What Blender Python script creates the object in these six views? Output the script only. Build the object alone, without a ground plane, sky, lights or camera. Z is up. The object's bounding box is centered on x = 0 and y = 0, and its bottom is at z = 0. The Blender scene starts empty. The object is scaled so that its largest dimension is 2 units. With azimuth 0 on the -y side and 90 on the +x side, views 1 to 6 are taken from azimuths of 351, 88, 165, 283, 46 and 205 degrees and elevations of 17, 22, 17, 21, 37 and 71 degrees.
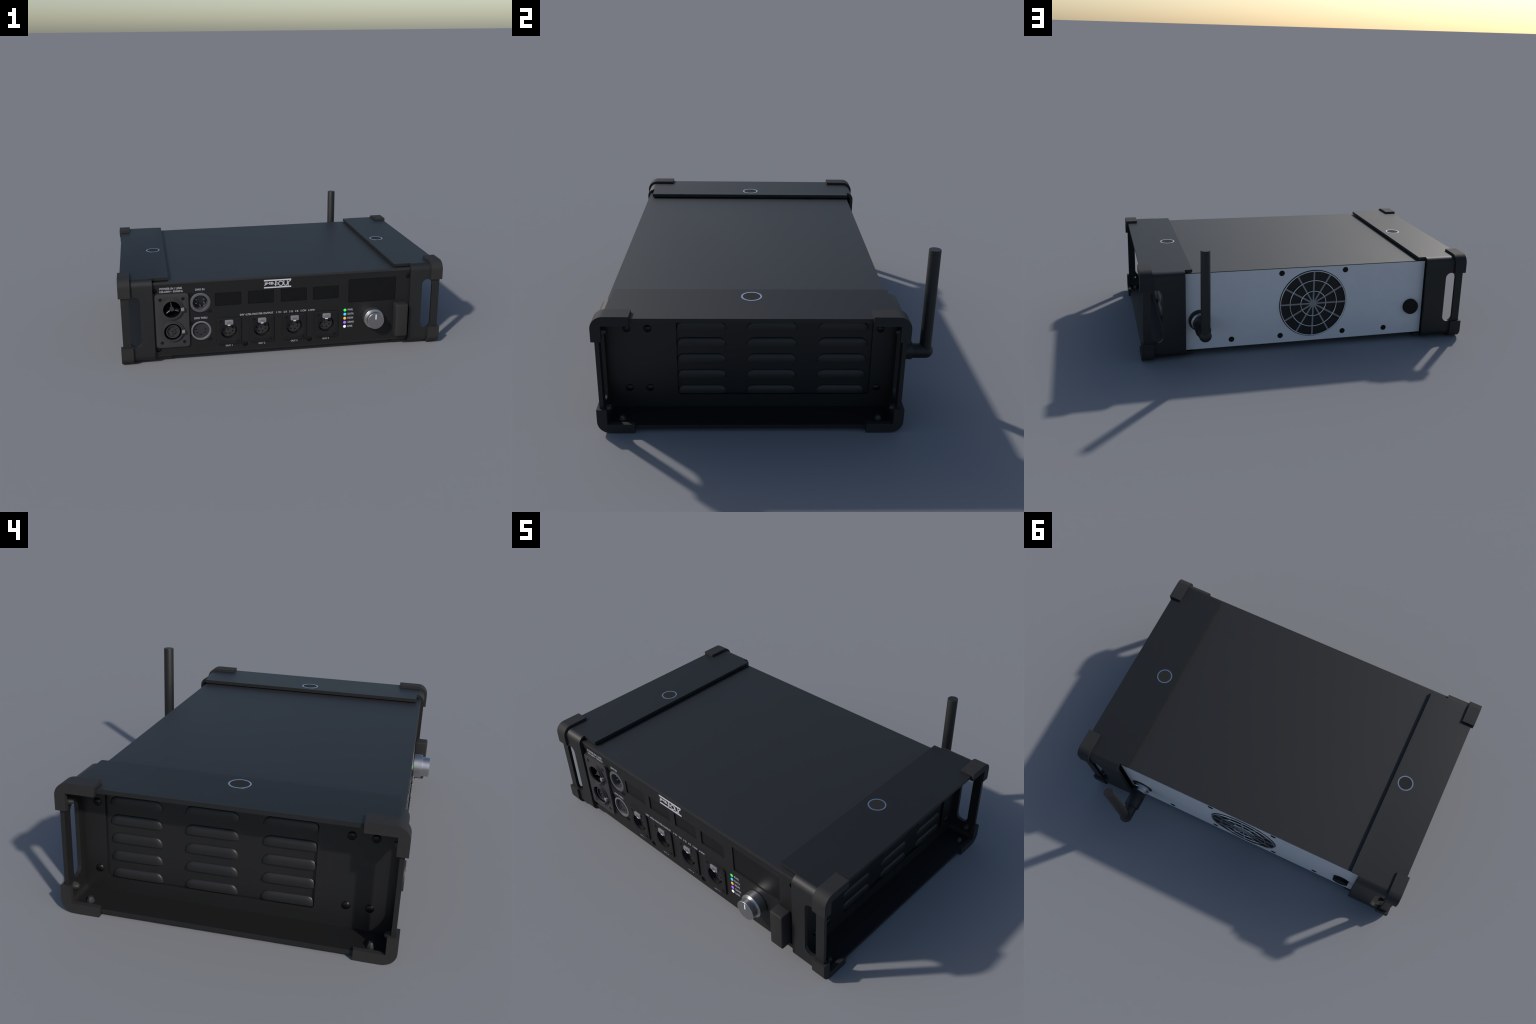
"""Rugged black lighting power/driver box: sheet-metal case, two bent end frames with
rubber corner guards, connector front panel, silver rear panel with fan and antenna."""
import bpy, bmesh, math
from mathutils import Vector, Matrix
from math import pi, sin, cos, sqrt, radians

# ------------------------------------------------------------------ scene root
COL = bpy.context.scene.collection
root = bpy.data.objects.new("stage_power_box", None)
COL.objects.link(root)
root["label"] = "rugged black stage lighting power box with connectors and antenna"
root["category"] = "electronic device"

# ------------------------------------------------------------------ dimensions
YC, ZC = -0.0673, 0.2735              # centre of the case in depth and height
FRAME_X, FRAME_Y0, FRAME_Y1 = 0.987, -0.7025, 0.568
FRAME_Z0, FRAME_Z1, FRAME_T, FRAME_R = 0.0135, 0.5335, 0.0172, 0.041
GUARD_X0, GUARD_X1 = 0.928, 1.0
GUARD_Y0, GUARD_Y1, GUARD_Z0, GUARD_Z1 = -0.7150, 0.5805, 0.0, 0.547
CASE_Z0, CASE_Z1 = 0.0360, 0.5112
CASE_X = 0.840
PANEL_Y = -0.6850                     # front face of the front panel
REAR_Y = 0.5242                       # outer face of the rear panel
END_X = 0.845                         # outer face of the end plates
LOUVER_X = 0.833
TILT_IN, TILT_OUT = 0.098, 0.088        # normal lean that darkens the flat +x tongue

# ------------------------------------------------------------------ materials
def mat(name, col, rough=0.5, metallic=0.0, spec=0.5, var=0.10, scale=60.0,
        bump=0.0, bump_scale=900.0, emit=0.0, coat=0.0):
    m = bpy.data.materials.new(name)
    m.use_nodes = True
    nt = m.node_tree
    b = nt.nodes["Principled BSDF"]
    tc = nt.nodes.new("ShaderNodeTexCoord")
    nz = nt.nodes.new("ShaderNodeTexNoise")
    nz.inputs["Scale"].default_value = scale
    nz.inputs["Detail"].default_value = 4
    nt.links.new(tc.outputs["Object"], nz.inputs["Vector"])
    rp = nt.nodes.new("ShaderNodeValToRGB")
    rp.color_ramp.elements[0].position = 0.3
    rp.color_ramp.elements[1].position = 0.7
    rp.color_ramp.elements[0].color = (*[c * (1 - var) for c in col], 1)
    rp.color_ramp.elements[1].color = (*[min(1, c * (1 + var)) for c in col], 1)
    nt.links.new(nz.outputs["Fac"], rp.inputs["Fac"])
    nt.links.new(rp.outputs["Color"], b.inputs["Base Color"])
    b.inputs["Roughness"].default_value = rough
    b.inputs["Metallic"].default_value = metallic
    b.inputs["Specular IOR Level"].default_value = spec
    b.inputs["Coat Weight"].default_value = coat
    if emit:
        nt.links.new(rp.outputs["Color"], b.inputs["Emission Color"])
        b.inputs["Emission Strength"].default_value = emit
    if bump:
        n2 = nt.nodes.new("ShaderNodeTexNoise")
        n2.inputs["Scale"].default_value = bump_scale
        nt.links.new(tc.outputs["Object"], n2.inputs["Vector"])
        bp = nt.nodes.new("ShaderNodeBump")
        bp.inputs["Strength"].default_value = bump
        bp.inputs["Distance"].default_value = 0.0005
        nt.links.new(n2.outputs["Fac"], bp.inputs["Height"])
        nt.links.new(bp.outputs["Normal"], b.inputs["Normal"])
    return m

M_CASE = mat("black_painted_metal", (0.0148, 0.0148, 0.0151), 0.52, spec=0.5, var=0.04)
M_FRAME = mat("black_powder_coat", (0.0100, 0.0100, 0.0103), 0.54, spec=0.48, var=0.04)
M_END = mat("black_end_plate_paint", (0.0110, 0.0110, 0.0112), 0.44, spec=0.5, var=0.04)
M_RUBBER = mat("black_rubber", (0.0235, 0.0228, 0.0232), 0.70, spec=0.28, var=0.05)
M_PANEL = mat("black_front_panel", (0.0105, 0.0105, 0.0105), 0.48, spec=0.32, var=0.04)
M_SCREEN = mat("dark_display_glass", (0.0032, 0.0032, 0.0033), 0.40, spec=0.32, var=0.02)
M_SOCKET = mat("black_socket_plastic", (0.0065, 0.0065, 0.0068), 0.48, spec=0.4, var=0.03)
M_INSERT = mat("grey_contact_insert", (0.0280, 0.0270, 0.0300), 0.5, spec=0.4, var=0.04)
M_GREYPLATE = mat("dark_grey_plastic", (0.0360, 0.0350, 0.0375), 0.48, spec=0.4, var=0.04)
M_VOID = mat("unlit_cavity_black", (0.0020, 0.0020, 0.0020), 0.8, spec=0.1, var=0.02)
M_RING = mat("grey_connector_shell", (0.088, 0.088, 0.094), 0.45, spec=0.5, var=0.04)
M_RING_B = mat("pale_connector_rim", (0.145, 0.145, 0.155), 0.45, spec=0.5, var=0.04)
M_PIN = mat("silver_contact", (0.55, 0.55, 0.57), 0.3, metallic=0.9, var=0.03)
M_LATCH = mat("pale_grey_latch", (0.20, 0.20, 0.212), 0.45, var=0.03)
M_HOOK_SUN = mat("sun_whitened_latch_metal", (0.78, 0.79, 0.82), 0.3, metallic=0.2, var=0.02)  # hook colour lightened to near white for the sun catching it
M_PRINT = mat("white_print", (0.37, 0.37, 0.40), 0.6, var=0.03)
M_LOGO = mat("white_logo_print", (0.58, 0.57, 0.61), 0.6, var=0.02)
M_DARKPRINT = mat("dark_print", (0.09, 0.09, 0.10), 0.6, var=0.03)
M_REAR = mat("silver_grey_rear_panel", (0.660, 0.652, 0.675), 0.42, spec=0.5, var=0.02, scale=20)
M_WIRE = mat("bright_grille_wire", (0.70, 0.71, 0.73), 0.28, metallic=1.0, var=0.03)
M_FANBACK = mat("black_fan_body", (0.0100, 0.0100, 0.0102), 0.55, spec=0.4, var=0.05)
M_CUP = mat("grey_metal_cup", (0.075, 0.075, 0.080), 0.38, spec=0.5, var=0.04)
M_MATTSCREW = mat("matt_black_screw", (0.0045, 0.0045, 0.0046), 0.6, spec=0.25, var=0.04)
M_GRILLE = mat("grey_grille_metal", (0.28, 0.275, 0.285), 0.42, metallic=0.2, var=0.03)
M_SCREW = mat("black_screw_steel", (0.0032, 0.0032, 0.0034), 0.36, spec=0.36, var=0.05)
M_NUT = mat("grey_fixing_stud", (0.030, 0.030, 0.030), 0.5, var=0.06)
M_KNOB = mat("brushed_aluminium_knob", (0.56, 0.56, 0.575), 0.36, metallic=1.0, var=0.05)
M_KNOBFACE = mat("satin_knob_face", (0.11, 0.11, 0.118), 0.4, metallic=0.0, var=0.03)
M_MARK = mat("bright_white_mark", (0.85, 0.85, 0.85), 0.5, var=0.01, emit=0.15)
M_STEEL = mat("polished_nut_steel", (0.50, 0.51, 0.54), 0.22, metallic=1.0, var=0.04)
M_ANT = mat("antenna_black_plastic", (0.0100, 0.0100, 0.0102), 0.5, spec=0.45, var=0.04)
M_BADGE_RING = mat("polished_badge_ring", (0.70, 0.705, 0.72), 0.2, metallic=1.0, var=0.02)
M_BADGE = mat("matt_badge_disc", (0.0215, 0.0215, 0.0212), 0.85, spec=0.2, var=0.05)
LED_COLS = [("green", (0.05, 0.80, 0.12)), ("blue", (0.05, 0.53, 0.90)),
            ("amber", (0.90, 0.40, 0.06)), ("violet", (0.36, 0.13, 0.90)),
            ("white", (0.85, 0.85, 0.87))]

# ------------------------------------------------------------------ mesh helpers
def finish(name, bm, material, parent=root, smooth=None, loc=None, mats=None):
    bmesh.ops.recalc_face_normals(bm, faces=bm.faces)
    me = bpy.data.meshes.new(name)
    bm.to_mesh(me)
    bm.free()
    for m in (mats or [material]):
        me.materials.append(m)
    o = bpy.data.objects.new(name, me)
    COL.objects.link(o)
    o.parent = parent
    if loc is not None:
        o.location = loc
    if smooth is not None:
        me.polygons.foreach_set("use_smooth", [True] * len(me.polygons))
        me.set_sharp_from_angle(angle=radians(smooth))
    return o

def dup(o, loc, rot=(0, 0, 0), parent=None):
    c = o.copy()
    c.location = loc
    c.rotation_euler = rot
    c.parent = parent or o.parent
    COL.objects.link(c)
    return c

def rrect(u0, u1, v0, v1, r=0.0, n=6):
    """rounded rectangle outline, counter-clockwise"""
    if r <= 0:
        return [(u0, v0), (u1, v0), (u1, v1), (u0, v1)]
    pts = []
    for cu, cv, a0 in ((u1 - r, v0 + r, -90), (u1 - r, v1 - r, 0),
                       (u0 + r, v1 - r, 90), (u0 + r, v0 + r, 180)):
        for i in range(n + 1):
            a = radians(a0 + 90 * i / n)
            pts.append((cu + r * cos(a), cv + r * sin(a)))
    return pts

def circle(cu, cv, r, n=40):
    return [(cu + r * cos(2 * pi * i / n), cv + r * sin(2 * pi * i / n)) for i in range(n)]

AX = {  # (u, v, depth) -> xyz
    "front": lambda u, v, d: (u, d, v),
    "side": lambda u, v, d: (d, u, v),
    "top": lambda u, v, d: (u, v, d),
}

def plate_bm(loops, d0, d1, plane, bm=None, bevel=0.0):
    """solid plate: outline loops[0] with holes loops[1:], from depth d0 to d1.
    bevel rounds the edges of the d1 side."""
    bm = bm or bmesh.new()
    f = AX[plane]
    edges = []
    for lp in loops:
        vs = [bm.verts.new(f(u, v, d1)) for u, v in lp]
        edges += [bm.edges.new((vs[i], vs[(i + 1) % len(vs)])) for i in range(len(vs))]
    if len(loops) == 1:
        faces = [bm.faces.new([e.verts[0] for e in edges])]
    else:
        res = bmesh.ops.triangle_fill(bm, edges=edges, use_beauty=True, use_dissolve=False)
        faces = [g for g in res["geom"] if isinstance(g, bmesh.types.BMFace)]
    ext = bmesh.ops.extrude_face_region(bm, geom=faces, use_keep_orig=True)
    nv = [g for g in ext["geom"] if isinstance(g, bmesh.types.BMVert)]
    delta = Vector(f(0, 0, d0)) - Vector(f(0, 0, d1))
    bmesh.ops.translate(bm, verts=nv, vec=delta)
    if bevel > 0:
        bmesh.ops.bevel(bm, geom=[e for e in edges if e.is_valid], offset=bevel,
                        segments=2, profile=0.6, affect='EDGES', clamp_overlap=True)
    return bm

def plate(name, loops, d0, d1, plane, material, parent=root, bevel=0.0, smooth=35):
    return finish(name, plate_bm(loops, d0, d1, plane, bevel=bevel), material, parent, smooth)

def lathe_bm(profile, centre, axis, n=48, bm=None, rfun=None):
    """revolve [(radius, distance along axis)] about an axis through centre"""
    bm = bm or bmesh.new()
    ax = {"x": (Vector((0, 1, 0)), Vector((0, 0, 1)), Vector((1, 0, 0))),
          "y": (Vector((1, 0, 0)), Vector((0, 0, 1)), Vector((0, 1, 0))),
          "z": (Vector((1, 0, 0)), Vector((0, 1, 0)), Vector((0, 0, 1)))}[axis]
    c = Vector(centre)
    rings = []
    for r, d in profile:
        if r <= 1e-6:
            rings.append([bm.verts.new(c + ax[2] * d)])
        else:
            ring = []
            for i in range(n):
                a = 2 * pi * i / n
                rr = r * (rfun(i) if rfun else 1.0)
                ring.append(bm.verts.new(c + ax[0] * rr * cos(a) + ax[1] * rr * sin(a) + ax[2] * d))
            rings.append(ring)
    for a, b in zip(rings, rings[1:]):
        for i in range(n):
            j = (i + 1) % n
            if len(a) == 1 and len(b) == 1:
                continue
            if len(a) == 1:
                bm.faces.new((a[0], b[i], b[j]))
            elif len(b) == 1:
                bm.faces.new((a[i], a[j], b[0]))
            else:
                bm.faces.new((a[i], a[j], b[j], b[i]))
    return bm

def lathe(name, profile, centre, axis, material, parent=root, n=48, smooth=35, rfun=None):
    return finish(name, lathe_bm(profile, centre, axis, n, rfun=rfun), material, parent, smooth)

def box_bm(x0, x1, y0, y1, z0, z1, bevel=0.0, seg=3, bm=None):
    bm = bm or bmesh.new()
    r = bmesh.ops.create_cube(bm, size=1.0)
    for v in r["verts"]:
        v.co = Vector(((x0 + x1) / 2 + v.co.x * (x1 - x0), (y0 + y1) / 2 + v.co.y * (y1 - y0),
                       (z0 + z1) / 2 + v.co.z * (z1 - z0)))
    if bevel:
        es = list({e for v in r["verts"] for e in v.link_edges})
        bmesh.ops.bevel(bm, geom=es, offset=bevel, segments=seg, profile=0.5, affect='EDGES')
    return bm

def box(name, x0, x1, y0, y1, z0, z1, material, parent=root, bevel=0.0, seg=3, smooth=35):
    return finish(name, box_bm(x0, x1, y0, y1, z0, z1, bevel, seg), material, parent, smooth)

def extrude_profile(name, pts, x0, x1, material, parent=root, smooth=35):
    """closed (y, z) outline swept along x"""
    bm = bmesh.new()
    a = [bm.verts.new((x0, y, z)) for y, z in pts]
    b = [bm.verts.new((x1, y, z)) for y, z in pts]
    n = len(pts)
    for i in range(n):
        j = (i + 1) % n
        bm.faces.new((a[i], a[j], b[j], b[i]))
    bm.faces.new(a)
    bm.faces.new(b)
    return finish(name, bm, material, parent, smooth)

def arc(cu, cv, r, a0, a1, n=8):
    return [(cu + r * cos(radians(a0 + (a1 - a0) * i / n)),
             cv + r * sin(radians(a0 + (a1 - a0) * i / n))) for i in range(n + 1)]

# ------------------------------------------------------------------ case covers (bent sheets)
def case_cover(name, top):
    """sheet that folds down at the front and ends square at the back"""
    s = 1 if top else -1
    zt = CASE_Z1 if top else CASE_Z0
    t = 0.010
    yf, yb = (-0.6860 if top else -0.6835), 0.5232
    lip = 0.0140
    def P(y, dz):                      # dz is measured inward from the outer face
        return (y, zt - s * dz)
    # front fold leans back slightly below a crisp edge and overhangs the front panel
    out = [P(yf, lip), P(yf, 0.0110), P(yf + 0.0026, 0.0),
           P(yb, 0), P(yb, t), P(yf + t, t), P(yf + t, lip)]
    return extrude_profile(name, out, -CASE_X, CASE_X, M_CASE)

case_cover("top_cover", True)
case_cover("bottom_cover", False)

# ------------------------------------------------------------------ end plates with louvers
REC = (-0.387, 0.452, 0.092, 0.455)
SCREW_Y = (-0.596, -0.5075, 0.484)
SCREW_Z = (0.128, 0.416)

def louver_mesh():
    """pressed scoop, open below: quarter-ellipse section with quarter-dome ends"""
    L, H, D, R = 0.216, 0.0370, 0.0118, 0.034
    bm = bmesh.new()
    us = []
    nE, nS = 12, 4
    for i in range(nE):
        us.append(-L / 2 + R - R * cos(pi / 2 * i / nE))
    us += [-L / 2 + R + (L - 2 * R) * i / nS for i in range(nS + 1)]
    us += [L / 2 - R + R * sin(pi / 2 * i / nE) for i in range(1, nE + 1)]
    nT = 10
    rows = []
    for u in us:
        du = max(0.0, abs(u) - (L / 2 - R)) / R
        k = sqrt(max(0.0, 1 - du * du))
        k = max(k, 0.02)
        rows.append([bm.verts.new((D * k * cos(pi / 2 * j / nT), u, H * k * sin(pi / 2 * j / nT)))
                     for j in range(nT + 1)])
    lip = [bm.verts.new((r[0].co.x, r[0].co.y, -0.0015)) for r in rows]
    back = [bm.verts.new((0, r[0].co.y, -0.0015)) for r in rows]
    for i in range(len(us) - 1):
        for j in range(nT):
            bm.faces.new((rows[i][j], rows[i + 1][j], rows[i + 1][j + 1], rows[i][j + 1]))
        bm.faces.new((lip[i], lip[i + 1], rows[i + 1][0], rows[i][0]))
        bm.faces.new((back[i], back[i + 1], lip[i + 1], lip[i]))
    return bm

def button_head_bm(r, h, socket=0.0058, depth=0.004, n=48):
    """domed screw head along +z with a six-lobed star socket"""
    bm = bmesh.new()
    def star(i):
        return socket * (1 + 0.20 * cos(6 * 2 * pi * i / n))
    def ring(fr, fz):
        return [bm.verts.new((fr(i) * cos(2 * pi * i / n), fr(i) * sin(2 * pi * i / n), fz(i)))
                for i in range(n)]
    dome = lambda q: h * sqrt(max(0.0, 1 - (q / r) ** 2 * 0.92))
    rings = [ring(lambda i: r, lambda i: 0.0)]
    for q in (1.0, 0.97, 0.9, 0.8, 0.68, 0.55, 0.45):
        rings.append(ring(lambda i, q=q: r * q, lambda i, q=q: dome(r * q)))
    rings.append(ring(star, lambda i: dome(star(i))))
    rings.append(ring(star, lambda i: h - depth))
    for a, b in zip(rings, rings[1:]):
        for i in range(n):
            j = (i + 1) % n
            bm.faces.new((a[i], a[j], b[j], b[i]))
    bm.faces.new(rings[-1])
    return bm

louver_src = None
screw_src = None
for s in (1, -1):
    ep = plate("end_plate", [rrect(-0.6848, 0.5502, 0.0312, 0.5158, 0.020, 4),
                             rrect(*REC, 0.014, 5)], s * (END_X - 0.008), s * END_X, "side", M_END)
    lp = plate("louver_panel", [rrect(-0.45, 0.51, 0.06, 0.49)], s * (LOUVER_X - 0.006),
               s * LOUVER_X, "side", M_END, parent=ep)
    for cy in (-0.2835, 0.0215, 0.3270):
        for r in range(5):
            loc = (s * (LOUVER_X - 0.0005), cy, 0.0985 + 0.0778 * r)
            if louver_src is None:
                louver_src = finish("louver", louver_mesh(), M_END, ep, smooth=40, loc=loc)
                o = louver_src
            else:
                o = dup(louver_src, loc, (0, 0, 0 if s > 0 else pi), ep)
    for y in SCREW_Y:
        for z in SCREW_Z:
            if screw_src is None:
                screw_src = finish("end_plate_screw", button_head_bm(0.0165, 0.0095), M_SCREW, ep, 40)
                o = screw_src
            else:
                o = dup(screw_src, (0, 0, 0), parent=ep)
            o.location = (s * END_X, y, z)
            o.rotation_euler = (0, s * pi / 2, 0)

# ------------------------------------------------------------------ bent end frames
def end_frame(s):
    """one folded strip: top and bottom tongues reach over the case, front and rear straps
    carry a long hand slot; sheet is drawn as its outer skin and then thickened inward"""
    bm = bmesh.new()
    yb0, yb1 = FRAME_Y0 + FRAME_R, FRAME_Y1 - FRAME_R
    zb0, zb1 = FRAME_Z0 + FRAME_R, FRAME_Z1 - FRAME_R
    xt, xf, xr, xo = 0.700, 0.798, 0.744, FRAME_X
    X = lambda x: s * x
    for z in (FRAME_Z1, FRAME_Z0):
        bm.faces.new([bm.verts.new((X(x), y, z)) for x, y in
                      ((xt, yb0), (xf, yb0), (xo, yb0), (xo, yb1), (xr, yb1), (xt, yb1))])
    for y, xi in ((FRAME_Y0, xf), (FRAME_Y1, xr)):
        edges = []
        slot = []
        for k in range(13):
            a = pi * k / 12
            slot.append((0.908 + 0.033 * cos(a), 0.4345 - 0.033 + 0.033 * sin(a)))
        for k in range(13):
            a = pi + pi * k / 12
            slot.append((0.908 + 0.033 * cos(a), 0.1135 + 0.033 + 0.033 * sin(a)))
        for lp in (((xi, zb0), (xo, zb0), (xo, zb1), (xi, zb1)), slot):
            vs = [bm.verts.new((X(u), y, v)) for u, v in lp]
            edges += [bm.edges.new((vs[i], vs[(i + 1) % len(vs)])) for i in range(len(vs))]
        bmesh.ops.triangle_fill(bm, edges=edges, use_beauty=True)
    n = 8
    for cy, cz, a0, xi in ((yb0, zb1, 90, xf), (yb1, zb1, 0, xr), (yb1, zb0, -90, xr), (yb0, zb0, 180, xf)):
        prev = None
        for k in range(n + 1):
            a = radians(a0 + 90 * k / n)
            y, z = cy + FRAME_R * cos(a), cz + FRAME_R * sin(a)
            cur = [bm.verts.new((X(xi), y, z)), bm.verts.new((X(xo), y, z))]
            if prev:
                bm.faces.new((prev[0], prev[1], cur[1], cur[0]))
            prev = cur
    bmesh.ops.remove_doubles(bm, verts=bm.verts, dist=1e-5)
    bmesh.ops.recalc_face_normals(bm, faces=bm.faces)
    # outward check: top tongue must look up
    tf = max(bm.faces, key=lambda f: f.calc_center_median().z)
    if tf.normal.z < 0:
        bmesh.ops.reverse_faces(bm, faces=bm.faces)
    me = bpy.data.meshes.new("end_frame")
    bm.to_mesh(me)
    bm.free()
    me.materials.append(M_FRAME)
    o = bpy.data.objects.new("end_frame", me)
    COL.objects.link(o)
    md = o.modifiers.new("sheet", 'SOLIDIFY')
    md.thickness = FRAME_T
    md.offset = -1
    md.use_even_offset = True
    dg = bpy.context.evaluated_depsgraph_get()
    new = bpy.data.meshes.new_from_object(o.evaluated_get(dg))
    o.modifiers.clear()
    o.data = new
    new.name = "end_frame"
    new.polygons.foreach_set("use_smooth", [True] * len(new.polygons))
    new.set_sharp_from_angle(angle=radians(35))
    o.parent = root
    if s > 0:
        # this tongue is flat; split it corner to corner and lean the
        # normals outward, baking in its darker tone and diagonal shading break
        bm = bmesh.new()
        bm.from_mesh(new)
        bm.verts.ensure_lookup_table()
        f = [q for q in bm.faces if q.normal.z > 0.99 and q.calc_center_median().z > FRAME_Z1 - 0.002]
        near = lambda p: min(bm.verts, key=lambda v: (v.co - Vector(p)).length)
        bmesh.ops.connect_verts(bm, verts=[near((xo, yb0, FRAME_Z1)), near((xt, yb1, FRAME_Z1))])
        bm.to_mesh(new)
        bm.free()
        nrm = [c.vector.copy() for c in new.corner_normals]
        for p in new.polygons:
            if p.normal.z > 0.99 and p.center.z > FRAME_Z1 - 0.002:
                inner = p.center.x < 0.845
                t = Vector((TILT_IN if inner else TILT_OUT, 0, 1)).normalized()
                for li in p.loop_indices:
                    nrm[li] = t
        new.normals_split_custom_set(nrm)
    return o

def corner_guard(s, fy, fz, frame):
    """L-shaped rubber bumper: thin skin over the frame, thick end wall"""
    oy = GUARD_Y0 if fy < 0 else GUARD_Y1
    oz = GUARD_Z1 if fz > 0 else GUARD_Z0
    la, lb, R = 0.157, 0.1135, 0.054
    dy, dz = -fy, -fz                      # directions pointing inward
    def L(t, lip_r=0.0):
        pts = [(0, lb)]
        pts += [(R - R * cos(radians(a)), R - R * sin(radians(a))) for a in range(0, 91, 9)]
        pts += [(la, 0), (la, t)]
        if lip_r > 0:
            pts += [(t + lip_r - lip_r * sin(radians(a)), t + lip_r - lip_r * cos(radians(a))) for a in range(0, 91, 15)]
        else:
            pts += [(t, t)]
        pts += [(t, lb)]
        return [(oy + dy * a, oz + dz * b) for a, b in pts]
    bm = bmesh.new()
    def prism(pts, x0, x1):
        a = [bm.verts.new((s * x0, y, z)) for y, z in pts]
        b = [bm.verts.new((s * x1, y, z)) for y, z in pts]
        n = len(pts)
        for i in range(n):
            j = (i + 1) % n
            bm.faces.new((a[i], a[j], b[j], b[i]))
        bm.faces.new(a)
        bm.faces.new(b)
    prism(L(0.0420), 0.9800, GUARD_X1)
    prism(L(0.0165, 0.040), GUARD_X0, 0.9800)
    return finish("corner_guard", bm, M_RUBBER, frame, 35)

def stud(loc, axis_dir, parent, src=[None]):
    """tapered hexagonal fixing inside the frame"""
    if src[0] is None:
        bm = lathe_bm([(0.0, 0.0), (0.0165, 0.0), (0.0165, 0.008), (0.0085, 0.0235), (0.0, 0.0245)],
                      (0, 0, 0), "z", 8)
        src[0] = finish("guard_fixing", bm, M_NUT, parent, 30)
        o = src[0]
    else:
        o = dup(src[0], (0, 0, 0), parent=parent)
    o.location = loc
    o.rotation_euler = Vector((0, 0, 1)).rotation_difference(Vector(axis_dir)).to_euler()
    return o

for s in (1, -1):
    fr = end_frame(s)
    for fy in (-1, 1):
        for fz in (-1, 1):
            corner_guard(s, fy, fz, fr)
            yin = FRAME_Y0 + FRAME_T if fy < 0 else FRAME_Y1 - FRAME_T
            zin = FRAME_Z1 - FRAME_T if fz > 0 else FRAME_Z0 + FRAME_T
            stud((s * 0.947, -0.617 if fy < 0 else 0.482, zin - fz * -0.001), (0, 0, -fz), fr)
            stud((s * 0.947, yin, 0.455 if fz > 0 else 0.092), (0, -fy, 0), fr)
    # badge on the top tongue
    bx = s * 0.774
    lathe("badge_ring", [(0.0381, 0.0), (0.0381, 0.0012), (0.0446, 0.0012), (0.0446, 0.0)],
          (bx, YC, FRAME_Z1 - 0.0004), "z", M_BADGE_RING, fr, 64)
    lathe("badge_disc", [(0.0, 0.0008), (0.0380, 0.0008), (0.0380, 0.0)],
          (bx, YC, FRAME_Z1 - 0.0003), "z", M_BADGE, fr, 64)

# ------------------------------------------------------------------ front panel
SCREENS = [(-0.4265, -0.2655), (-0.2250, -0.0635), (-0.0220, 0.1410), (0.1785, 0.3430)]
OUT_X = (-0.346, -0.1415, 0.0625, 0.2645)
OUT_Z = 0.1765
DMX = [(-0.515, 0.3690), (-0.515, 0.1870)]
PWR = [(-0.6865, 0.3430), (-0.6865, 0.2000)]
PANEL_SCREWS = [(-0.786, 0.459), (-0.777, 0.082), (-0.245, 0.081), (0.160, 0.081), (0.787, 0.460), (0.777, 0.082)]
holes = [rrect(a, b, 0.3410, 0.4245, 0.004, 3) for a, b in SCREENS]
holes.append(rrect(0.4040, 0.7095, 0.3060, 0.4590, 0.005, 3))
holes += [circle(x, OUT_Z, 0.0540) for x in OUT_X]
def socket_cutout(x, z, r0=0.0675, ear=0.0155, reach=0.0765):
    """disc with two diagonal screw ears"""
    pts = []
    for k in range(96):
        a = 2 * pi * k / 96
        r = r0
        for ea in (135, -45):
            da = a - radians(ea)
            q = (reach * sin(da)) ** 2
            if q < ear ** 2 and cos(da) > 0:
                r = max(r, reach * cos(da) + sqrt(ear ** 2 - q))
        pts.append((x + r * cos(a), z + r * sin(a)))
    return pts
holes += [socket_cutout(x, z) for x, z in DMX]
holes += [rrect(-0.755, -0.618, 0.130, 0.412, 0.06, 8)]
holes += [circle(x, z, 0.0160, 28) for x, z in PANEL_SCREWS]
front = plate("front_panel", [rrect(-0.836, 0.836, 0.0455, 0.5050)] + holes,
              PANEL_Y + 0.005, PANEL_Y, "front", M_PANEL)

for a, b in SCREENS:
    plate("display_window", [rrect(a - 0.006, b + 0.006, 0.335, 0.4305)], PANEL_Y + 0.010,
          PANEL_Y + 0.0045, "front", M_SCREEN, front)
plate("display_window", [rrect(0.398, 0.7155, 0.300, 0.465)], PANEL_Y + 0.010, PANEL_Y + 0.0045,
      "front", M_SCREEN, front)

def flat_head_bm(r, h=0.006, socket=0.0055):
    return button_head_bm(r, h, socket, 0.003, 36)

src = None
for x, z in PANEL_SCREWS:
    if src is None:
        src = finish("panel_screw", flat_head_bm(0.0157), M_MATTSCREW, front, 40)
        o = src
    else:
        o = dup(src, (0, 0, 0))
    o.location = (x, PANEL_Y + 0.0085, z)
    o.rotation_euler = (pi / 2, 0, 0)

small_src = [None]
def small_screw(x, y, z, parent):
    if small_src[0] is None:
        small_src[0] = finish("connector_screw", button_head_bm(0.0110, 0.0016, 0.0042, 0.0010, 36),
                              M_MATTSCREW, parent, 40)
        o = small_src[0]
    else:
        o = dup(small_src[0], (0, 0, 0), parent=parent)
    o.location = (x, y, z)
    o.rotation_euler = (pi / 2, 0, 0)

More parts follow.
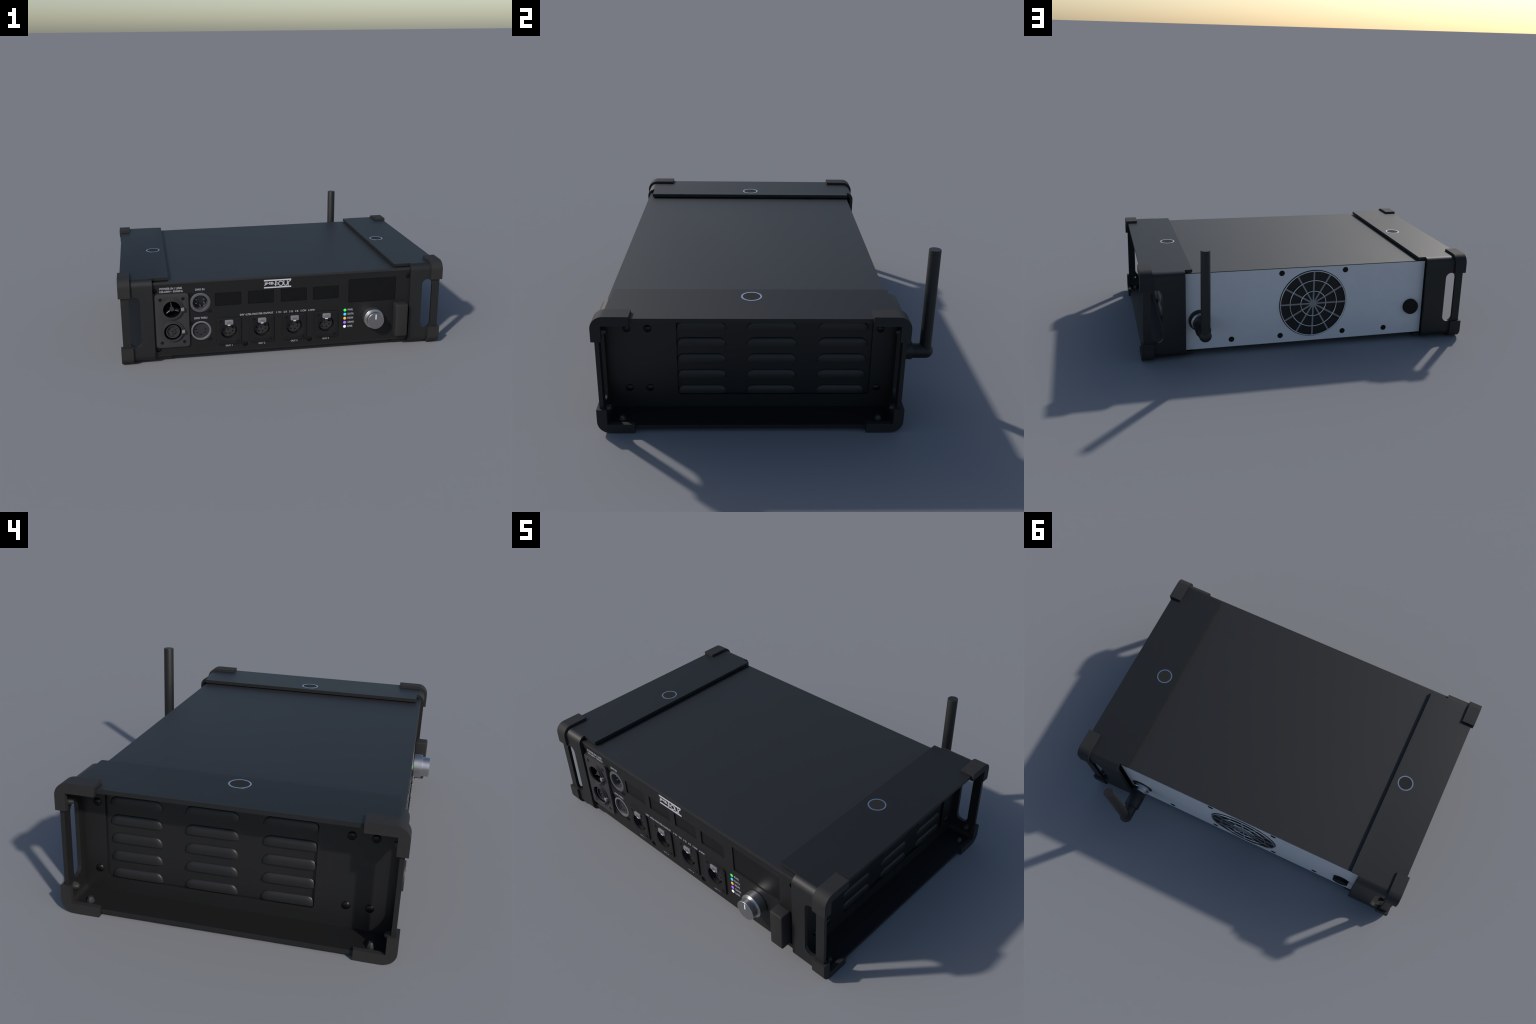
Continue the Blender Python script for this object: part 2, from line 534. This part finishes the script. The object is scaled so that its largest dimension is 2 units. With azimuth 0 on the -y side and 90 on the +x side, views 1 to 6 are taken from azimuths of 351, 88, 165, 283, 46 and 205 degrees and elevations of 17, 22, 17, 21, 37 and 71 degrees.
# --- power in / link block
PP_Y = -0.6955
pp = plate("power_connector_block",
           [rrect(-0.7870, -0.5860, 0.0965, 0.4390, 0.018, 6)] + [circle(x, z, 0.054) for x, z in PWR],
           PANEL_Y + 0.001, PP_Y, "front", M_GREYPLATE, bevel=0.0018)
for x in (-0.7540, -0.6190):
    for z in (0.1292, 0.4058):
        small_screw(x, PP_Y + 0.0006, z, pp)
for i, (x, z) in enumerate(PWR):
    d = PP_Y
    lathe("socket_collar", [(0.0525, 0.055), (0.0525, -0.0105), (0.0540, -0.0135), (0.0590, -0.0135),
                            (0.0600, -0.0115), (0.0600, -0.0065), (0.0680, -0.0065), (0.0690, -0.0045),
                            (0.0690, 0.001)],
          (x, d, z), "y", M_GREYPLATE, pp, 64)
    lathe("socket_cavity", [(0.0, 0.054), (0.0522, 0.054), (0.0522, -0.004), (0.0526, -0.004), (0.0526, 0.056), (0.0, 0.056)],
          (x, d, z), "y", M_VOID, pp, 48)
    box("latch_tab", x + 0.0530, x + 0.0725, d - 0.0185, d + 0.002, z - 0.0105, z + 0.0090,
        M_LATCH, pp, 0.0015, 2)
    if i == 0:
        lathe("socket_hub", [(0.0, -0.0010), (0.0125, -0.0010), (0.0135, 0.0005), (0.0135, 0.054)],
              (x, d + 0.006, z - 0.003), "y", M_GREYPLATE, pp, 32)
        for a in (98, 216, 338):
            bm = box_bm(0.0165, 0.0430, 0.012, 0.050, -0.0018, 0.0018, 0.0006, 1)
            bmesh.ops.rotate(bm, verts=bm.verts, cent=(0, 0, 0), matrix=Matrix.Rotation(-radians(a), 3, 'Y'))
            bmesh.ops.translate(bm, verts=bm.verts, vec=(x, d - 0.004, z - 0.003))
            finish("contact_blade", bm, M_PIN, pp, 30)
    else:
        lathe("socket_core", [(0.0, 0.006), (0.0070, 0.006), (0.0070, -0.002), (0.0135, -0.002), (0.0135, 0.007),
                              (0.0350, 0.007), (0.0350, -0.004), (0.0420, -0.004), (0.0428, -0.003), (0.0428, 0.054)],
              (x, d + 0.0035, z - 0.001), "y", M_GREYPLATE, pp, 48)
        for a in (30, 150, 270):
            bm = box_bm(0.0140, 0.0345, 0.0062, 0.0090, -0.0011, 0.0011)
            bmesh.ops.rotate(bm, verts=bm.verts, cent=(0, 0, 0), matrix=Matrix.Rotation(-radians(a), 3, 'Y'))
            bmesh.ops.translate(bm, verts=bm.verts, vec=(x, d + 0.0035, z - 0.001))
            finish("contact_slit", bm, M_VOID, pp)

# --- data sockets
for i, (x, z) in enumerate(DMX):
    flange = plate("data_socket", [socket_cutout(x, z, 0.0700, 0.0180), circle(x, z, 0.0600)],
                   PANEL_Y + 0.009, PANEL_Y + 0.0045, "front", M_PANEL)
    small_screw(x - 0.0540, PANEL_Y + 0.0047, z + 0.0530, flange)
    small_screw(x + 0.0560, PANEL_Y + 0.0047, z - 0.0560, flange)
    ri = 0.0455 if i == 0 else 0.0515
    lathe("connector_shell", [(ri, 0.085), (ri, 0.0028), (ri + 0.001, 0.0020), (0.0608, 0.0020), (0.0620, 0.0028),
                              (0.0620, 0.0050), (0.0598, 0.0050), (0.0598, 0.085)], (x, PANEL_Y, z), "y", M_RING if i == 0 else M_RING_B, flange, 64)
    if i == 0:
        lathe("connector_cup", [(0.0, 0.078), (ri - 0.0005, 0.078), (ri - 0.0005, 0.006)],
              (x, PANEL_Y, z), "y", M_CUP, flange, 48)
        for a in (150, 30, 205, -25, -90):
            px, pz = x + 0.027 * cos(radians(a)), z + 0.027 * sin(radians(a))
            lathe("contact_pin", [(0.0, -0.001), (0.0025, 0.0), (0.0036, 0.003), (0.0036, 0.066)],
                  (px, PANEL_Y + 0.020, pz), "y", M_PIN, flange, 12)
    else:
        hl = []
        for a in (170, 10, 214, -34, -90):
            hl.append(circle(x + 0.029 * cos(radians(a)), z + 0.029 * sin(radians(a)) - 0.001, 0.0042, 14))
        plate("contact_insert", [circle(x, z, ri - 0.0004, 48)] + hl, PANEL_Y + 0.034, PANEL_Y + 0.015,
              "front", M_INSERT, flange)
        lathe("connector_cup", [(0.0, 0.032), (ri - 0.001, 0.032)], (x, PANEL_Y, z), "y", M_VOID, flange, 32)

# --- four output sockets
OP_Y = PANEL_Y - 0.0072
for n_out, x in enumerate(OUT_X):
    op = plate("output_socket", [rrect(x - 0.0750, x + 0.0755, 0.0885, 0.2620, 0.013, 5), circle(x, OUT_Z, 0.0500, 48)],
               PANEL_Y + 0.001, OP_Y, "front", M_SOCKET, bevel=0.0014)
    small_screw(x - 0.0510, OP_Y + 0.0002, 0.2420, op)
    small_screw(x + 0.0530, OP_Y + 0.0002, 0.1090, op)
    lathe("socket_cavity", [(0.0, 0.075), (0.0502, 0.075), (0.0502, -0.0035), (0.0512, -0.0050), (0.0525, -0.0050), (0.0525, 0.002), (0.0520, 0.076)],
          (x, PANEL_Y, OUT_Z), "y", M_SOCKET, op, 56)
    # contact insert with six holes: five round the rim, one in the middle
    cx, cz = x - 0.001, OUT_Z - 0.0005
    hl = [circle(cx, cz, 0.0048, 14)]
    hl += [circle(cx + 0.0285 * cos(radians(a)), cz + 0.0285 * sin(radians(a)), 0.0048, 14)
           for a in (180, 240, 290, 338, 26)]
    plate("contact_insert", [circle(cx, cz, 0.0455, 48)] + hl, PANEL_Y + 0.070, PANEL_Y + 0.021, "front", M_INSERT, op)
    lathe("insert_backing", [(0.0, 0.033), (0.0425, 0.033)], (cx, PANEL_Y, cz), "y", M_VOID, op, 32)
    plate("push_latch", [rrect(x - 0.0245, x + 0.0270, 0.2185, 0.2490, 0.0065, 5)], PANEL_Y, OP_Y - 0.0055,
          "front", M_LATCH, op, bevel=0.0012)
    box("latch_hook", x - 0.0075, x + 0.0095, OP_Y - 0.0050, PANEL_Y + 0.030, 0.2115, 0.2195, M_HOOK_SUN, op, 0.0008, 1)
    # keyway at the bottom of the socket
    box("socket_key", x + 0.002, x + 0.013, PANEL_Y + 0.004, PANEL_Y + 0.070, OUT_Z - 0.0500, OUT_Z - 0.0440, M_SOCKET, op)

# --- status lamps
for (nm, c), z in zip(LED_COLS, (0.2580, 0.2308, 0.2035, 0.1762, 0.1488)):
    m = mat("status_lamp_" + nm, c, 0.4, var=0.02, emit=0.42)
    lathe("status_lamp", [(0.0, -0.0016), (0.0065, -0.0013), (0.0092, 0.0), (0.0092, 0.002)],
          (0.3852, PANEL_Y, z), "y", m, front, 24)

# --- rotary knob
KX, KZ = 0.5600, 0.2055
kn = lathe("rotary_knob", [(0.0, 0.0), (0.0600, 0.0), (0.0620, -0.0025), (0.0620, -0.0440), (0.0613, -0.0447),
                           (0.0522, -0.0447), (0.0520, -0.0826), (0.0513, -0.0833), (0.0490, -0.0833)],
           (KX, PANEL_Y - 0.0015, KZ), "y", M_KNOB, root, 192,
           rfun=None)
kb = kn.data
for v in kb.vertices:          # fine knurling on the wide skirt
    d = PANEL_Y - 0.0015 - v.co.y
    if 0.002 < d < 0.043:
        dx, dz = v.co.x - KX, v.co.z - KZ
        r = sqrt(dx * dx + dz * dz)
        if r > 0.06:
            a = math.atan2(dz, dx)
            k = 1 + 0.0035 * (1 if int(round(a / (2 * pi) * 192)) % 2 else -1)
            v.co.x, v.co.z = KX + dx * k, KZ + dz * k
lathe("knob_face", [(0.0, -0.0829), (0.0492, -0.0829), (0.0492, -0.080)], (KX, PANEL_Y - 0.0020, KZ), "y",
      M_KNOBFACE, kn, 64)
box("knob_pointer", KX - 0.0030, KX + 0.0030, PANEL_Y - 0.0853, PANEL_Y - 0.083, 0.2160, 0.2480, M_MARK, kn)
lathe("knob_washer", [(0.0, -0.003), (0.0640, -0.003), (0.0650, 0.001)], (KX, PANEL_Y, KZ), "y", M_PANEL, kn, 64)

# --- rounded cover block beside the knob
bm = box_bm(0.6990, 0.7755, -0.7475, PANEL_Y + 0.003, 0.0805, 0.2920, 0.0085, 4)
finish("port_cover", bm, M_RUBBER, root, 40)

# ------------------------------------------------------------------ lettering
def text_obj(name, s, x0, x1, z0, z1, y, material, parent=front, bold=0.022, depth=0.0006):
    """built-in font, stretched to the box x0..x1, z0..z1 on the front"""
    cu = bpy.data.curves.new(name, 'FONT')
    cu.body = s
    cu.extrude = 0.02
    cu.offset = bold
    cu.resolution_u = 3
    t = bpy.data.objects.new(name, cu)
    COL.objects.link(t)
    bpy.context.view_layer.update()
    dg = bpy.context.evaluated_depsgraph_get()
    me = bpy.data.meshes.new_from_object(t.evaluated_get(dg))
    COL.objects.unlink(t)
    bpy.data.objects.remove(t)
    xs = [v.co.x for v in me.vertices]
    ys = [v.co.y for v in me.vertices]
    ax, bx, ay, by = min(xs), max(xs), min(ys), max(ys)
    for v in me.vertices:
        u = (v.co.x - ax) / (bx - ax)
        w = (v.co.y - ay) / (by - ay)
        d = v.co.z / 0.02
        v.co = (x0 + u * (x1 - x0), y - d * depth, z0 + w * (z1 - z0))
    me.materials.clear()
    me.materials.append(material)
    me.name = name
    o = bpy.data.objects.new(name, me)
    COL.objects.link(o)
    o.parent = parent
    return o

TY = PANEL_Y - 0.0002
text_obj("panel_lettering", "POWER IN / LINK", -0.7545, -0.6195, 0.4635, 0.4775, TY, M_PRINT)
text_obj("panel_lettering", "100-240V~ 50/60Hz", -0.7555, -0.6170, 0.4455, 0.4580, TY, M_PRINT)
text_obj("panel_lettering", "DMX IN", -0.5425, -0.4880, 0.4475, 0.4600, TY, M_PRINT)
text_obj("panel_lettering", "DMX THRU", -0.5540, -0.4760, 0.2645, 0.2770, TY, M_PRINT)
text_obj("panel_lettering", "24V", -0.2770, -0.2480, 0.2675, 0.2805, TY, M_PRINT)
text_obj("panel_lettering", "6.75A MAX PER OUTPUT", -0.2410, -0.0700, 0.2675, 0.2805, TY, M_PRINT)
for s_, a, b in (("1 V+", -0.049, -0.018), ("2 R", -0.005, 0.0175), ("3 G", 0.0305, 0.0535), ("4 B", 0.067, 0.0875),
                 ("5 CW", 0.102, 0.138), ("6 WW", 0.151, 0.192)):
    text_obj("panel_lettering", s_, a, b, 0.2680, 0.2805, TY, M_PRINT)
for i, x in enumerate(OUT_X):
    text_obj("panel_lettering", "OUT %d" % (i + 1), x - 0.0215, x + 0.0205, 0.0725, 0.0845, TY, M_PRINT)
    text_obj("latch_lettering", "PUSH", x - 0.0105, x + 0.0135, 0.2285, 0.2355, OP_Y - 0.0057, M_DARKPRINT, bold=0.0)
    box("latch_lettering", x + 0.0000, x + 0.0040, OP_Y - 0.0060, OP_Y - 0.0050, 0.2390, 0.2400, M_DARKPRINT, front)
for s_, w, z in (("PWR", 0.0330, 0.2595), ("DATA", 0.0390, 0.2322), ("RDM", 0.0355, 0.2050), ("CRMX", 0.0425, 0.1770), ("LINK", 0.0340, 0.1500)):
    text_obj("panel_lettering", s_, 0.4030, 0.4030 + w, z - 0.0065, z + 0.0065, TY, M_PRINT)

# logo: two bars, bold initials, a mirrored figure four and round thin letters
LY = (PANEL_Y + 0.0002, PANEL_Y - 0.0009)
def lbar(pts):
    plate("logo_mark", [pts], LY[0], LY[1], "front", M_LOGO, front)
lbar(rrect(-0.1260, 0.0420, 0.4795, 0.4880))
lbar(rrect(-0.1260, 0.0420, 0.4345, 0.4425))
text_obj("logo_mark", "JMB", -0.1255, -0.0660, 0.4520, 0.4725, LY[0] - 0.0003, M_LOGO, bold=0.025)
lbar([(-0.0565, 0.4465), (-0.0515, 0.4465), (-0.0515, 0.4775), (-0.0565, 0.4775)])
lbar([(-0.0625, 0.4555), (-0.0570, 0.4555), (-0.0570, 0.4595), (-0.0625, 0.4595)])
lbar([(-0.0510, 0.4555), (-0.0375, 0.4555), (-0.0375, 0.4595), (-0.0510, 0.4595)])
lbar([(-0.0510, 0.4770), (-0.0510, 0.4715), (-0.0440, 0.4640), (-0.0400, 0.4640)])
plate("logo_mark", [circle(-0.0220, 0.4610, 0.0160, 40), circle(-0.0220, 0.4610, 0.0115, 40)], LY[0], LY[1], "front", M_LOGO, front)
u_out = [(-0.0055, 0.4775)] + [(0.0075 - 0.0130 * cos(radians(a)), 0.4580 - 0.0130 * sin(radians(a))) for a in range(0, 181, 12)] + [(0.0205, 0.4775)]
u_in = [(0.0160, 0.4775)] + [(0.0075 + 0.0085 * cos(radians(a)), 0.4580 - 0.0085 * sin(radians(a))) for a in range(0, 181, 12)] + [(-0.0010, 0.4775)]
lbar(u_out + u_in)
lbar([(0.0215, 0.4450), (0.0260, 0.4450), (0.0260, 0.4620)] +
     [(0.0390 - 0.0130 * cos(radians(a)), 0.4620 + 0.0105 * sin(radians(a))) for a in range(15, 91, 15)] +
     [(0.0390, 0.4775)] +
     [(0.0390 - 0.0175 * cos(radians(a)), 0.4620 + 0.0150 * sin(radians(a))) for a in range(75, -1, -15)])

# ------------------------------------------------------------------ rear panel, fan, jack, antenna
FX, FZ, FR = -0.0295, 0.2780, 0.2115
JX, JZ = -0.6660, 0.2160
AX_, AZ = 0.6590, 0.2130
RSCREW = [(0.1700, 0.4795), (-0.2250, 0.4800), (0.4690, 0.0840), (0.1700, 0.0835), (-0.2250, 0.0840), (-0.4970, 0.0840)]
rear = plate("rear_panel", [rrect(-0.7440, 0.7440, 0.0385, 0.5070), circle(FX, FZ, FR, 96)],
             REAR_Y - 0.006, REAR_Y, "front", M_REAR)
for x, z in RSCREW:
    lathe("rear_screw", [(0.0, 0.0018), (0.0160, 0.0018), (0.0170, 0.0008), (0.0170, -0.001)],
          (x, REAR_Y, z), "y", M_MATTSCREW, rear, 32)

fan = lathe("fan_housing", [(FR + 0.003, -0.008), (FR + 0.003, -0.006), (0.0, -0.006)],
            (FX, REAR_Y + 0.0052, FZ), "y", M_FANBACK, root, 96)
def torus(name, R, r, y, material, parent, n=96, m=10):
    bm = bmesh.new()
    rings = []
    for i in range(n):
        a = 2 * pi * i / n
        rings.append([bm.verts.new((FX + (R + r * cos(2 * pi * j / m)) * cos(a), y + r * sin(2 * pi * j / m),
                                    FZ + (R + r * cos(2 * pi * j / m)) * sin(a))) for j in range(m)])
    for i in range(n):
        for j in range(m):
            k, l = (i + 1) % n, (j + 1) % m
            bm.faces.new((rings[i][j], rings[k][j], rings[k][l], rings[i][l]))
    return finish(name, bm, material, parent, 60)
GY = REAR_Y + 0.0050
for R in (0.2042, 0.1455, 0.0785):
    torus("grille_ring", R, 0.0033, GY, M_WIRE, fan)
spoke = None
for k in range(12):
    a = 2 * pi * k / 12 + pi / 2
    if spoke is None:
        bm = box_bm(0.0, 0.2025, -0.0018, 0.0018, -0.0047, 0.0047)
        spoke = finish("grille_spoke", bm, M_GRILLE, fan)
        o = spoke
    else:
        o = dup(spoke, (0, 0, 0))
    o.location = (FX, GY - 0.0034 + 0.0001 * (k % 3), FZ)
    o.rotation_euler = (0, -a, 0)

lathe("rear_jack_cap", [(0.0, 0.0230), (0.0455, 0.0230), (0.0468, 0.0215), (0.0468, 0.0040), (0.0485, 0.0025), (0.0485, -0.001)],
      (JX, REAR_Y, JZ), "y", M_MATTSCREW, root, 48)
for sx in (1, -1):
    box("rear_side_gap", *sorted((sx * 0.742, sx * 0.836)), 0.505, 0.5200, 0.040, 0.507, M_CASE, rear)

ant = lathe("antenna_mount", [(0.0, 0.0050), (0.0610, 0.0050), (0.0640, 0.0040), (0.0650, 0.002), (0.0650, -0.001)],
            (AX_, REAR_Y, 0.2200), "y", M_ANT, root, 48)
lathe("antenna_nut", [(0.0, 0.004), (0.0530, 0.004), (0.0530, 0.020), (0.0515, 0.022), (0.0450, 0.023), (0.0450, 0.044), (0.0, 0.044)],
      (AX_, REAR_Y, 0.2170), "y", M_STEEL, ant, 32)
lathe("antenna_sleeve", [(0.0, 0.0425), (0.0435, 0.0425), (0.0445, 0.0440), (0.0445, 0.1435), (0.0435, 0.1450), (0.0, 0.1450)],
      (AX_, REAR_Y, AZ), "y", M_ANT, ant, 48)
arm = [(0.0, 0.138), (0.0355, 0.138), (0.0355, 0.211)]
arm += [(0.0355 * cos(radians(a)), 0.211 + 0.0355 * sin(radians(a))) for a in range(10, 91, 10)]
lathe("antenna_elbow", arm[:-1] + [(0.0, 0.2465)], (AX_, REAR_Y, 0.2095), "y", M_ANT, ant, 48)
lathe("antenna_rod", [(0.0, 0.2095), (0.0272, 0.2095), (0.0272, 0.7055), (0.0262, 0.7075), (0.0, 0.7075)],
      (AX_ - 0.0015, 0.7340, 0.0), "z", M_ANT, ant, 48)
